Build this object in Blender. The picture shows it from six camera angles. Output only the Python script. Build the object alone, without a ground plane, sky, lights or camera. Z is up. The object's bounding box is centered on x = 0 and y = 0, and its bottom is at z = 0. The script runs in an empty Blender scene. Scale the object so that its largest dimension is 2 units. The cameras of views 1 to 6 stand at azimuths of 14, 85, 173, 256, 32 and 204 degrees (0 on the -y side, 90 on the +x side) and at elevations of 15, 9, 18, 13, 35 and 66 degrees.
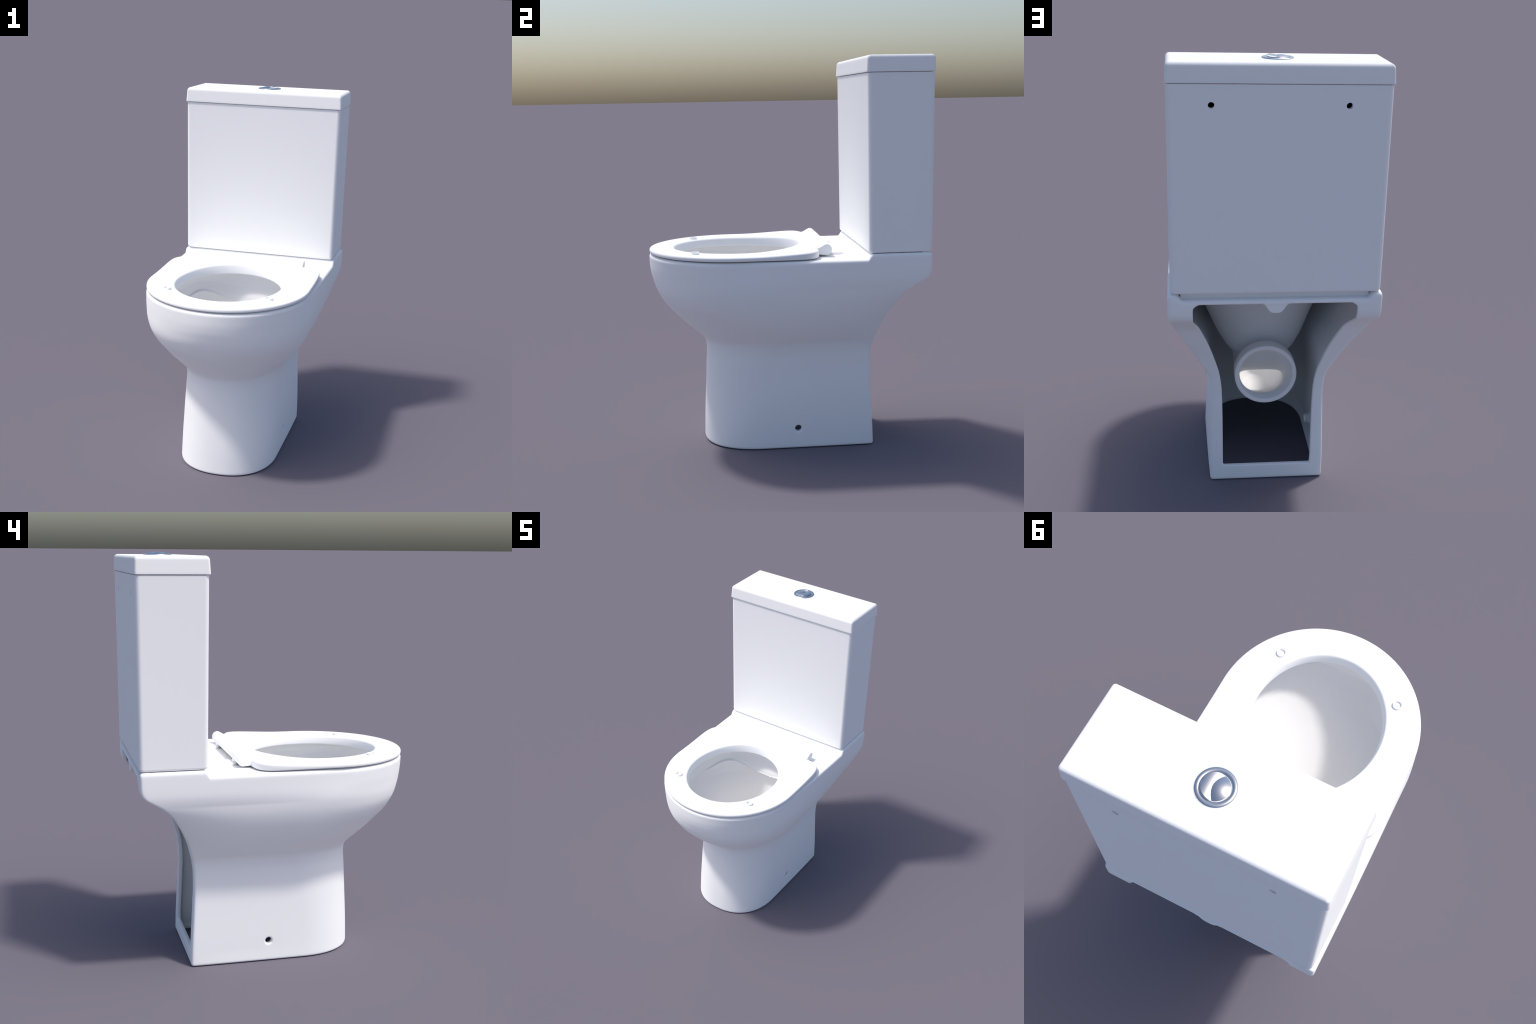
"""Close-coupled ceramic toilet: pan with hollow pedestal, trap and outlet, open seat ring on a
hinge, cistern with lid and a chromed dual flush button.  Front faces -y, metres, z up."""
import bpy, bmesh, math
from mathutils import Vector

# ------------------------------------------------------------------ helpers
def new_mesh(name, verts, faces):
    me = bpy.data.meshes.new(name)
    me.from_pydata([tuple(v) for v in verts], [], faces)
    bm = bmesh.new(); bm.from_mesh(me)
    bmesh.ops.recalc_face_normals(bm, faces=bm.faces[:])
    bm.to_mesh(me); bm.free()
    return me

def obj_from(me, name, parent=None, mat=None):
    ob = bpy.data.objects.new(name, me)
    bpy.context.scene.collection.objects.link(ob)
    if parent: ob.parent = parent
    if mat:
        me.materials.clear(); me.materials.append(mat)
    return ob

def loft(loops, cap=True, closed=False):
    """Skin a list of equal-length closed loops."""
    n = len(loops[0]); verts = [p for l in loops for p in l]; faces = []
    m = len(loops)
    for i in range(m if closed else m - 1):
        a, b = i * n, ((i + 1) % m) * n
        for j in range(n):
            k = (j + 1) % n
            faces.append((a + j, a + k, b + k, b + j))
    if cap and not closed:
        faces.append(tuple(range(n))[::-1])
        faces.append(tuple((m - 1) * n + j for j in range(n)))
    return verts, faces

def pchip(xs, ys, x):
    """Monotone cubic through the control points."""
    n = len(xs)
    if x <= xs[0]: return ys[0]
    if x >= xs[-1]: return ys[-1]
    d = [(ys[i + 1] - ys[i]) / (xs[i + 1] - xs[i]) for i in range(n - 1)]
    def slope(i):
        if i == 0: return d[0]
        if i == n - 1: return d[-1]
        if d[i - 1] * d[i] <= 0: return 0.0
        return 2 * d[i - 1] * d[i] / (d[i - 1] + d[i])
    i = max(k for k in range(n - 1) if xs[k] <= x)
    h = xs[i + 1] - xs[i]; t = (x - xs[i]) / h
    return ((2*t**3 - 3*t*t + 1) * ys[i] + (t**3 - 2*t*t + t) * h * slope(i)
            + (-2*t**3 + 3*t*t) * ys[i + 1] + (t**3 - t*t) * h * slope(i + 1))

def smooth(a, b, x):
    t = min(1.0, max(0.0, (x - a) / (b - a)))
    return t * t * (3 - 2 * t)

def apply_mods(ob):
    dg = bpy.context.evaluated_depsgraph_get()
    dg.update()
    me = bpy.data.meshes.new_from_object(ob.evaluated_get(dg))
    ob.modifiers.clear()
    old = ob.data; ob.data = me
    bpy.data.meshes.remove(old)

def boolean(ob, verts, faces, op):
    me = new_mesh("cutter", verts, faces)
    c = obj_from(me, "cutter")
    m = ob.modifiers.new("b", 'BOOLEAN'); m.operation = op; m.solver = 'EXACT'; m.object = c
    apply_mods(ob)
    bpy.data.objects.remove(c); bpy.data.meshes.remove(me)

def even_normals(ob):
    m = ob.modifiers.new("n", 'WEIGHTED_NORMAL'); m.keep_sharp = True; m.weight = 100
    apply_mods(ob)

def shade(ob, angle=None):
    for p in ob.data.polygons: p.use_smooth = True
    if angle is not None:
        ob.data.set_sharp_from_angle(angle=math.radians(angle))

def cyl(p0, p1, r, n=40):
    p0, p1 = Vector(p0), Vector(p1)
    q = (p1 - p0).to_track_quat('Z', 'Y')
    L = []
    for p in (p0, p1):
        L.append([p + q @ Vector((r*math.cos(2*math.pi*i/n), r*math.sin(2*math.pi*i/n), 0)) for i in range(n)])
    return loft(L)

def revolve(profile, axis_o, axis='Z', n=64, closed=False):
    """profile: (radius, height) pairs turned round an axis through axis_o."""
    L = []
    o = Vector(axis_o)
    for r, h in profile:
        l = []
        for i in range(n):
            a = 2*math.pi*i/n; c, s = r*math.cos(a), r*math.sin(a)
            l.append(o + (Vector((c, s, h)) if axis == 'Z' else Vector((c, h, s))))
        L.append(l)
    return loft(L, cap=not closed, closed=closed)

# ------------------------------------------------------------------ materials
def principled(name, color, rough, metallic=0.0, coat=0.0, grain=0.0):
    m = bpy.data.materials.new(name); m.use_nodes = True
    nt = m.node_tree; b = nt.nodes["Principled BSDF"]
    b.inputs["Roughness"].default_value = rough
    b.inputs["Metallic"].default_value = metallic
    b.inputs["Diffuse Roughness"].default_value = 0.0 if metallic else 0.4
    b.inputs["Coat Weight"].default_value = coat
    b.inputs["Coat Roughness"].default_value = 0.1
    tc = nt.nodes.new("ShaderNodeTexCoord")
    nz = nt.nodes.new("ShaderNodeTexNoise"); nz.inputs["Scale"].default_value = 3.0
    nz.inputs["Detail"].default_value = 2.0
    rp = nt.nodes.new("ShaderNodeValToRGB")
    rp.color_ramp.elements[0].color = tuple(c * (1 - grain) for c in color) + (1,)
    rp.color_ramp.elements[1].color = tuple(min(1, c * (1 + grain)) for c in color) + (1,)
    nt.links.new(tc.outputs["Object"], nz.inputs["Vector"])
    nt.links.new(nz.outputs["Fac"], rp.inputs["Fac"])
    nt.links.new(rp.outputs["Color"], b.inputs["Base Color"])
    return m

CERAMIC = principled("glazed_ceramic", (0.995, 0.995, 0.995), 0.75, grain=0.002)
BASIN = principled("basin_darkened_white", (0.93, 0.93, 0.93), 0.7, grain=0.002)  # ceramic white darkened to match the grey tone seen inside the bowl
PLASTIC = principled("white_seat_plastic", (0.995, 0.995, 0.995), 0.75, grain=0.002)
CHROME = principled("polished_chrome", (0.80, 0.80, 0.80), 0.06, metallic=1.0, grain=0.002)

# ------------------------------------------------------------------ pan, outside
DECK = 1.006          # height of the pan's top under the seat
STEP = 0.027          # the shelf the cistern stands on is this much higher
# height, front y, back y, y where the round front starts, half-width there, half-width at the back, front exponent
PAN = [
    (0.000, -.4335, .433, -.135, .2674, .2640, 2.25),
    (0.100, -.4315, .430, -.138, .2635, .2650, 2.23),
    (0.300, -.4220, .420, -.118, .2575, .2620, 2.24),
    (0.420, -.4165, .416, -.102, .2538, .2600, 2.23),
    (0.490, -.4130, .418, -.078, .2554, .2630, 2.16),
    (0.515, -.4145, .421, -.060, .2625, .2670, 2.15),
    (0.540, -.4175, .425, -.040, .2690, .2740, 2.20),
    (0.588, -.4615, .437, -.010, .3085, .2990, 2.26),
    (0.646, -.5275, .454, -.066, .3545, .3300, 2.17),
    (0.700, -.5834, .478, -.114, .3885, .3600, 2.08),
    (0.750, -.6262, .505, -.150, .4120, .3870, 2.14),
    (0.813, -.6630, .542, -.190, .4316, .4210, 2.11),
    (0.845, -.6755, .575, -.203, .4372, .4345, 2.07),
    (0.868, -.6822, .605, -.215, .4400, .4415, 2.03),
    (0.889, -.6890, .645, -.225, .4398, .4465, 1.99),
    (0.912, -.6935, .677, -.240, .4380, .4505, 1.96),
    (0.942, -.6980, .690, -.260, .4347, .4520, 1.94),
    (1.006, -.7000, .691, -.272, .4300, .4535, 1.97),
]
PZ = [r[0] for r in PAN]
PROFILE = []
def pan_at(z, _n=420):
    """Profiles through the control rows, lightly filtered so the glaze shows no bands."""
    if not PROFILE:
        raw = [[pchip(PZ, [r[k] for r in PAN], -.05 + 1.1 * i / _n) for k in range(1, 7)] for i in range(_n + 1)]
        w = [math.exp(-.5 * (j / 4.0) ** 2) for j in range(-12, 13)]
        for i in range(_n + 1):
            tot = sum(w); row = []
            for k in range(6):
                row.append(sum(w[j + 12] * raw[min(_n, max(0, i + j))][k] for j in range(-12, 13)) / tot)
            PROFILE.append(row)
    f = (z + .05) / 1.1 * _n
    i = min(_n - 1, max(0, int(f))); t = f - i
    return [PROFILE[i][k] * (1 - t) + PROFILE[i + 1][k] * t for k in range(6)]

def d_section(yf, yb, yc, a, wb, n, z, inset=0.0, corner=0.012, back_inset=None):
    """Plan outline: superelliptic front, easing sides, straight back with small corner radii."""
    bi = inset if back_inset is None else back_inset
    yf += inset; a -= inset; wb -= inset; yb -= bi
    NF, NS, NB, NC = 44, 26, 14, 5
    half = []
    for i in range(NF):                         # nose -> side, right half
        t = math.pi / 2 * i / NF
        half.append((a * math.sin(t) ** (2 / n), yc - (yc - yf) * math.cos(t) ** (2 / n)))
    for i in range(NS + 1):
        t = i / NS
        e = t ** 4.5 if wb < a else 1 - (1 - t) ** 2.5
        half.append((a + (wb - a) * e, yc + (yb - corner - yc) * t))
    for i in range(1, NC + 1):
        t = math.pi / 2 * i / NC
        half.append((wb - corner + corner * math.cos(t), yb - corner + corner * math.sin(t)))
    for i in range(1, NB):
        half.append(((wb - corner) * (1 - i / NB), yb))
    half.append((0.0, yb))
    pts = half + [(-x, y) for x, y in half[-2:0:-1]]
    return [Vector((x, y, z)) for x, y in pts]

def pan_outside():
    R0, R1 = 0.010, 0.017                       # foot and deck edge radii
    L = []
    for i in range(5):
        t = math.pi / 2 * i / 4
        L.append(d_section(*pan_at(R0), z=R0 * (1 - math.cos(t)), inset=R0 * (1 - math.sin(t))))
    z = R0
    N = 76
    top = DECK - R1
    for i in range(1, N + 1):
        z = R0 + (top - R0) * i / N
        L.append(d_section(*pan_at(z), z=z))
    for i in range(1, 7):
        t = math.pi / 2 * i / 6
        L.append(d_section(*pan_at(DECK), z=top + R1 * math.sin(t), inset=R1 * (1 - math.cos(t)), corner=0.014))
    return loft(L)

def pan_cavity():
    """Hollow of the pedestal, open below; leaves the walls and the frame round the back."""
    L = []
    levels = [(-.05, .030), (.0, .030), (.014, .029), (.028, .0085)]
    levels += [(.028 + .956 * i / 64, .0075 + .0015 * smooth(.46, .58, .028 + .956 * i / 64)) for i in range(1, 65)]
    for z, ins in levels:
        L.append(d_section(*pan_at(max(z, 0)), z=z, inset=ins, back_inset=.022))
    return loft(L)

OPEN_Z = [.074, .30, .45, .54, .61, .71, .82, .90, .99]
OPEN_W = [.205, .207, .211, .222, .241, .273, .316, .347, .349]
def rear_opening():
    L = []
    z0, z1 = .074, .988
    for i in range(61):
        z = z0 + (z1 - z0) * i / 60
        w = pchip(OPEN_Z, OPEN_W, z)
        w -= 0.025 * (1 - math.sqrt(max(0, 1 - max(0, (z - z1 + .025) / .025) ** 2)))
        yb = pan_at(z)[1]
        L.append([Vector((w, yb - .055, z)), Vector((w, yb + .1, z)), Vector((-w, yb + .1, z)), Vector((-w, yb - .055, z))])
    return loft(L)

# ------------------------------------------------------------------ bowl, rim and trap
NB_ = 96
def egg(z, yf, yb, w, n=2.3, off=0.0, zf=None):
    yc = (yf + yb) / 2 - 0.0
    b = (yb - yf) / 2 + off; w += off
    out = []
    for i in range(NB_):
        t = 2 * math.pi * i / NB_
        c, s = math.cos(t), math.sin(t)
        x = w * math.copysign(abs(c) ** (2 / n), c); y = yc + b * math.copysign(abs(s) ** (2 / n), s)
        out.append(Vector((x, y, zf(x, y) if zf else z)))
    return out

RIM = dict(yf=-.572, yb=.100, w=.292, n=2.1)
def crease(x, y):
    """Height of the line where the rim wall meets the basin; at the back it is the wavy lip of the flush hood."""
    k = smooth(-.08, .05, y)
    side = .854 + .055 * smooth(-.25, -.52, y)
    return side * (1 - k) + k * (.819 + .070 * smooth(.05, .25, abs(x)))

# height, front y, back y, half-width, exponent
BOWL = [
    (.780, -.532, .148, .304, 2.4), (.740, -.506, .149, .285, 2.25), (.700, -.469, .147, .264, 2.15), (.650, -.411, .142, .238, 2.1),
    (.600, -.342, .136, .213, 2.1), (.565, -.290, .131, .193, 2.1), (.515, -.215, .116, .157, 2.2), (.475, -.165, .086, .122, 2.3),
    (.445, -.145, .060, .114, 2.4), (.415, -.138, .038, .113, 2.5), (.394, -.136, .030, .112, 2.5), (.378, -.134, .070, .112, 2.5), (.340, -.128, .150, .110, 2.5),
    (.315, -.118, .150, .102, 2.4), (.296, -.100, .130, .086, 2.2), (.284, -.070, .090, .060, 2.2), (.280, -.03, .05, .03, 2.2),
]
def bowl_inside():
    L = [egg(1.06, off=.0, **RIM), egg(1.014, off=.006, **RIM), egg(1.006, off=.004, **RIM), egg(.996, **RIM)]
    # rim wall: leans outward to the crease at the sides, swells forward at the back
    for t in (.15, .3, .5, .7, .85, .95, 1.0):
        yf, yb, w, n = -.572 - .009 * t, .112 + .020 * math.sin(math.pi * min(1, t * 1.25) * .8) - .012 * t, .292 + .046 * min(1, 2.5 * t) - .006 * t, 2.1 + .6 * t
        L.append(egg(0, yf, yb, w, n, zf=lambda x, y, t=t: .985 + (crease(x, y) - .985) * t))
    for dz, yf, yb, w in [(-.004, -.581, .108, .331), (-.008, -.580, .122, .330), (-.016, -.576, .136, .327), (-.032, -.563, .146, .319)]:
        f = min(1, -dz / .055)
        L.append(egg(0, yf, yb, w, 2.35, zf=lambda x, y, d=dz, f=f: crease(x, y) * (1 - f) + .80 * f + d * .3))
    for z, yf, yb, w, n in BOWL:
        L.append(egg(z, yf, yb, w, n))
    return loft(L)

def bowl_outside(t=.018):
    L = [egg(.99, -.605, .155, .352, 2.3), egg(.87, -.605, .164, .352, 2.3)]
    for z, yf, yb, w, n in BOWL[:9] + BOWL[12:15]:
        L.append(egg(z, yf, yb, w, min(n, 2.2), off=t))
    L.append(egg(.272, -.09, .11, .070, 2.2)); L.append(egg(.262, -.05, .08, .045, 2.2))
    return loft(L)

# bore of the outlet: y, centre height, radius; it dips toward the bowl and ends at the tongue
TRAP = [(.156, .421, .1115), (.20, .440, .1150), (.262, .466, .1225)]
OUT_Z = .487
def trap(off, tail):
    L = []
    n = 64
    rows = list(TRAP) + [(.30, .469, .1225)]
    if off: rows = [(.03, .352, .085), (.06, .362, .098), (.10, .392, .112), (.135, .414, .1125)] + [r for r in TRAP] + [(.264, .467, .1225)]
    for y, z, r in rows:
        L.append([Vector(((r + off) * math.cos(2*math.pi*i/n), y, z + (r + off) * math.sin(2*math.pi*i/n))) for i in range(n)])
    return loft(L)

def slot():
    """Low wide passage under the tongue, from the bottom of the basin into the bore."""
    L = []
    for y, roof, floor, w in [(.00, .378, .300, .104), (.035, .380, .300, .109), (.050, .386, .301, .110), (.075, .412, .302, .111), (.105, .450, .303, .1115), (.135, .492, .306, .1115), (.160, .528, .312, .1115)]:
        l = []
        for i in range(72):
            c, s = math.cos(2*math.pi*i/72), math.sin(2*math.pi*i/72)
            z0, h = (roof + floor) / 2, (roof - floor) / 2
            e = .5 if s > 0 else .85
            l.append(Vector((w * math.copysign(abs(c) ** e, c), y, z0 + h * math.copysign(abs(s) ** e, s))))
        L.append(l)
    return loft(L)

def flush_channel():
    """Water way under the shelf: a rounded rib hanging from the ceiling."""
    sec = []
    for i in range(31):
        x = -.066 + .132 * i / 30
        sec.append((x, .989 - .043 * (1 - smooth(.016, .060, abs(x)))))
    sec += [(.066, .998), (-.066, .998)]
    return loft([[Vector((x, y, z)) for x, z in sec] for y in (.15, .688)])

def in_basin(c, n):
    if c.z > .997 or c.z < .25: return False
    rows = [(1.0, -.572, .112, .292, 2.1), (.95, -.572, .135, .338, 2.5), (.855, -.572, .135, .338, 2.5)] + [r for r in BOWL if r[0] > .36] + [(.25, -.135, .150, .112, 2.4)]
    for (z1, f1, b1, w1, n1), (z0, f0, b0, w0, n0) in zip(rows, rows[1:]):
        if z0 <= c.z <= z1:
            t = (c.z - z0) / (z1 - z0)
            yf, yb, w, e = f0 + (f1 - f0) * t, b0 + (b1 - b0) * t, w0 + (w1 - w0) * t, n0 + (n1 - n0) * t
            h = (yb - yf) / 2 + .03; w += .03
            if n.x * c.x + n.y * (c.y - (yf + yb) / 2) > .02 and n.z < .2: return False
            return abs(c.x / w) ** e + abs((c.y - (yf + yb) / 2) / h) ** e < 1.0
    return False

def build_pan(root):
    v, f = pan_outside()
    ob = obj_from(new_mesh("pan", v, f), "pan", root)
    boolean(ob, *pan_cavity(), op='DIFFERENCE')
    boolean(ob, *rear_opening(), op='DIFFERENCE')
    boolean(ob, *bowl_outside(), op='UNION')
    boolean(ob, *trap(.017, .29), op='UNION')
    boolean(ob, *flush_channel(), op='UNION')
    for s in (1, -1):                                                          # fixing bosses
        boolean(ob, *cyl((s * .262, .041, .104), (s * .230, .041, .104), .0245), op='UNION')
    boolean(ob, *bowl_inside(), op='DIFFERENCE')
    boolean(ob, *slot(), op='DIFFERENCE')
    boolean(ob, *trap(0, .34), op='DIFFERENCE')
    for s in (1, -1):
        boolean(ob, *cyl((s * .32, .041, .104), (s * .18, .041, .104), .0175), op='DIFFERENCE')
    r = ob.modifiers.new("glaze", 'REMESH'); r.mode = 'VOXEL'; r.voxel_size = .0038; r.adaptivity = 0
    apply_mods(ob)
    # the cistern stands on a raised edge along the front and sides; behind it the shelf stays low
    for vtx in ob.data.vertices:
        c = vtx.co
        if c.y > .36 and c.z > .95:
            edge = max(1 - smooth(.412, .436, c.y), smooth(.392, .420, abs(c.x)))
            c.z += STEP * smooth(.370, .392, c.y) * edge * smooth(.957, .996, c.z)
    s = ob.modifiers.new("soft", 'SMOOTH'); s.factor = .5; s.iterations = 6
    apply_mods(ob)
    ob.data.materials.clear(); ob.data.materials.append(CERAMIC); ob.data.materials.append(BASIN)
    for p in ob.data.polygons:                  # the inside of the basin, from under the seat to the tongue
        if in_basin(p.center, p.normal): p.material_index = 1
    ob.name = "pan"; ob.data.name = "pan"
    shade(ob)
    return ob

def build_outlet(pan):
    prof = [(.1300, .252), (.1435, .252), (.1458, .2535), (.1465, .256), (.1465, .315), (.1460, .3185), (.1445, .3205),
            (.1425, .3212), (.1295, .3212), (.1275, .3203), (.1264, .3185), (.1260, .316), (.1258, .2665), (.1300, .2665)]
    v, f = revolve(prof, (0, 0, OUT_Z), 'Y', 72, closed=True)
    ob = obj_from(new_mesh("outlet_socket", v, f), "outlet_socket", pan, CERAMIC)
    shade(ob, 40)

# ------------------------------------------------------------------ cistern
def rounded_rect(x0, y0, y1, z, r, inset=0.0, nc=7, ns=6):
    x0 -= inset; y0 += inset; y1 -= inset; r = max(.003, r - inset * .7)
    corners = [(x0 - r, y0 + r, -90), (x0 - r, y1 - r, 0), (-x0 + r, y1 - r, 90), (-x0 + r, y0 + r, 180)]
    pts = []
    for cx, cy, a0 in corners:
        for i in range(nc + 1):
            a = math.radians(a0 + 90 * i / nc)
            pts.append(Vector((cx + r * math.cos(a), cy + r * math.sin(a), z)))
    return pts

def build_cistern(root):
    L = []
    zb, zt = 1.036, 1.9035
    def sec(z, inset=0, r=.021):
        t = (z - zb) / (zt - zb)
        return rounded_rect(.4420 + .0080 * t, .3780 - .0075 * t, .6930 + .0040 * t, z, r, inset)
    L.append(sec(1.004, .042)); L.append(sec(1.0362, .042))
    for i in range(6):
        t = math.pi / 2 * i / 5
        L.append(sec(zb + .012 * (1 - math.cos(t)), .012 * (1 - math.sin(t))))
    for i in range(1, 13):
        L.append(sec(zb + .012 + (zt - .004 - zb - .012) * i / 12))
    L.append(sec(zt - .001, .001)); L.append(sec(zt, .004)); L.append(sec(zt + .0002, .014)); L.append(sec(1.920, .014))
    v, f = loft(L)
    ob = obj_from(new_mesh("cistern", v, f), "cistern", root)
    inner = loft([rounded_rect(.405, .41, .668, z, .02) for z in (1.07, 1.895)])
    boolean(ob, *inner, op='DIFFERENCE')
    for s in (1, -1):
        boolean(ob, *cyl((s * .273, .66, 1.821), (s * .273, .75, 1.821), .0132), op='DIFFERENCE')
    ob.data.materials.clear(); ob.data.materials.append(CERAMIC)
    shade(ob, 35); even_normals(ob)
    # lid
    zb, zt, R = 1.906, 1.9865, .018
    def lsec(z, inset=0, r=.012):
        t = (z - zb) / (zt - zb)
        return rounded_rect(.4540 - .005 * t, .3640 + .005 * t, .700 - .0025 * t, z, r, inset)
    L = [lsec(zb, .003), lsec(zb + .001, .001), lsec(zb + .003)]
    for i in range(1, 7): L.append(lsec(zb + .003 + (zt - R - zb - .003) * i / 6))
    for i in range(1, 9):
        t = math.pi / 2 * i / 8
        L.append(lsec(zt - R + R * math.sin(t), R * (1 - math.cos(t))))
    v, f = loft(L)
    lid = obj_from(new_mesh("cistern_lid", v, f), "cistern_lid", ob, CERAMIC)
    shade(lid, 35); even_normals(lid)
    build_button(ob)

BTN = Vector((0, .536, 0))
def build_button(parent):
    zt = 1.9865
    prof = [(.0458, zt - .014), (.0655, zt - .014), (.0665, zt + .0006), (.0658, zt + .0026), (.0640, zt + .0042), (.0610, zt + .0054),
            (.0570, zt + .0059), (.0530, zt + .0054), (.0495, zt + .0040), (.0472, zt + .0020), (.0460, zt - .0010)]
    v, f = revolve(prof, BTN, 'Z', 96, closed=True)
    ring = obj_from(new_mesh("flush_bezel", v, f), "flush_bezel", parent, CHROME)
    shade(ring, 60)
    # two push plates, each its own low dome, meeting in a bowed groove
    R, K, TOP = .0452, 6.0, 2.0
    def height(side, x, y):
        return TOP - K * (x - .030) ** 2 - .2 * K * y * y if side > 0 else TOP - K * (x + .012) ** 2 - K * y * y
    def parting(y):
        return .009 - .8 / .084 * y * y
    def plate(side):
        verts, faces = [], []
        NU, NV = 26, 36
        for j in range(NV + 1):
            y = R * .996 * math.sin(math.pi / 2 * (-1 + 2 * j / NV))
            edge = math.sqrt(max(R * R - y * y, 0)); split = parting(y)
            lo, hi = (split + .0003, edge) if side > 0 else (-edge, split - .0003)
            if hi - lo < .0004:
                mid = (hi + lo) / 2; lo, hi = mid - .0002, mid + .0002
            for i in range(NU + 1):
                x = lo + (hi - lo) * i / NU
                verts.append(Vector((x, y, height(side, x, y))) + BTN)
        for j in range(NV):
            for i in range(NU):
                a = j * (NU + 1) + i
                faces.append((a, a + 1, a + NU + 2, a + NU + 1))
        n = len(verts)
        rim = [i for i in range(NU + 1)] + [j * (NU + 1) + NU for j in range(1, NV + 1)] + \
              [NV * (NU + 1) + i for i in range(NU - 1, -1, -1)] + [j * (NU + 1) for j in range(NV - 1, 0, -1)]
        for k in rim: verts.append(Vector((verts[k].x, verts[k].y, zt - .014)))
        m = len(rim)
        for k in range(m):
            k2 = (k + 1) % m
            faces.append((rim[k2], rim[k], n + k, n + k2))
        faces.append(tuple(n + k for k in range(m)))
        ob = obj_from(new_mesh("flush_button", verts, faces), "flush_button", parent, CHROME)
        shade(ob, 50)
    plate(1); plate(-1)

# ------------------------------------------------------------------ seat
SEAT_C = -.245
def seat_outline(t):
    """Outer plan outline by angle about (0, SEAT_C): round nose, straight sides, soft square back."""
    c, s = math.cos(t), math.sin(t)
    a = .434
    if s <= 0:
        b = .453
        return Vector((a * c, SEAT_C + b * s, 0))
    n = 9.0
    b = .150 - SEAT_C
    k = (abs(c / a) ** n + abs(s / b) ** n) ** (-1 / n)
    return Vector((k * c, SEAT_C + k * s, 0))
def seat_hole(t, a, bf, bb):
    c, s = math.cos(t), math.sin(t)
    b = bf if s < 0 else bb
    if s > 0:                                   # follow the same polar angle as the outline at the back
        k = 1 / math.sqrt((c / a) ** 2 + (s / b) ** 2)
        return Vector((k * c, SEAT_C + k * s, 0))
    return Vector((a * c, SEAT_C + b * s, 0))
def seat_top(y):
    return 1.0335 + .0145 * smooth(-.20, .20, y)

def build_seat(root):
    N = 180
    loops = [[] for _ in range(19)]
    for i in range(N):
        t = 2 * math.pi * i / N
        O = seat_outline(t); I = seat_hole(t, .2815, .321, .329); J = seat_hole(t, .2735, .312, .318)
        u = (O - I).normalized()
        zt = seat_top(O.y); zi = seat_top(I.y)
        M = (O + I) / 2; zm = seat_top(M.y) + .0005
        def P(p, z): return Vector((p.x, p.y, z))
        seq = [P(O - u * .012, 1.0125), P(O - u * .004, 1.0130), P(O - u * .0008, 1.0150), P(O, 1.019), P(O, zt - .009),
               P(O - u * .0015, zt - .0045), P(O - u * .005, zt - .0015), P(O - u * .011, zt), P(M, zm),
               P(I + u * .016, zi), P(I + u * .009, zi - .0012), P(I + u * .004, zi - .0042), P(I + u * .001, zi - .0095), P(I, zi - .018),
               P(J, .995), P(J + u * .0015, .990), P(J + u * .006, .988), P(J + u * .012, .990), P(J + u * .022, 1.0125)]
        for k, p in enumerate(seq): loops[k].append(p)
    v, f = loft(loops, closed=True)
    ob = obj_from(new_mesh("seat", v, f), "seat", root, PLASTIC)
    shade(ob, 50)
    # bump stops: shallow cups on the nose of the ring
    z0 = seat_top(-.466) - .002
    prof = [(.0001, z0), (.0205, z0), (.0205, z0 + .0120), (.0200, z0 + .0125), (.0170, z0 + .0125), (.0165, z0 + .0120), (.0165, z0 + .0025), (.0001, z0 + .0025)]
    v, f = revolve(prof, (0, 0, 0), 'Z', 40)
    stop = new_mesh("bump_stop", v, f); stop.materials.append(PLASTIC)
    for s in (1, -1):
        b = obj_from(stop, "bump_stop", ob); b.location = (s * .2715, -.466, 0)
        shade(b, 40)
    build_hinge(ob)

def build_hinge(seat):
    cy, cz, r = .187, 1.0425, .0275
    prof = [(.128, 1.047), (.150, 1.0525)]
    for i in range(19):
        a = math.radians(105 - 210 * i / 18)
        prof.append((cy + r * math.cos(a), cz + r * math.sin(a)))
    prof += [(.165, 1.0165), (.145, 1.0185), (.128, 1.020)]
    def bar(x0, x1, name):
        b = .0015
        L = []
        for x, ins in [(x0, b), (x0 + b, 0), (x1 - b, 0), (x1, b)]:
            L.append([Vector((x, y + (cy - y) * ins / .06, z + (cz - z) * ins / .03)) for y, z in prof])
        v, f = loft(L)
        ob = obj_from(new_mesh(name, v, f), name, seat, PLASTIC)
        shade(ob, 40)
        return ob
    bar(-.169, .169, "hinge_bar")
    bar(.1705, .315, "hinge_knuckle"); bar(-.315, -.1705, "hinge_knuckle")
    for s in (1, -1):
        prof2 = [(.0001, DECK - .004), (.050, DECK - .004), (.050, DECK + .009), (.0485, DECK + .0115), (.046, DECK + .012), (.0001, DECK + .012)]
        v, f = revolve(prof2, (s * .205, .238, 0), 'Z', 56)
        p = obj_from(new_mesh("hinge_plate", v, f), "hinge_plate", seat, PLASTIC); shade(p, 40)
        prof3 = [(.0001, DECK + .006), (.027, DECK + .006), (.027, DECK + .030), (.0001, DECK + .030)]
        v, f = revolve(prof3, (s * .205, .190, 0), 'Z', 40)
        p = obj_from(new_mesh("hinge_post", v, f), "hinge_post", seat, PLASTIC); shade(p, 40)

# ------------------------------------------------------------------ assemble
root = bpy.data.objects.new("toilet", None)
bpy.context.scene.collection.objects.link(root)
root["label"] = "white close-coupled ceramic toilet with open seat and chrome flush button"
root["category"] = "toilet"
pan = build_pan(root)
build_outlet(pan)
build_cistern(root)
build_seat(root)
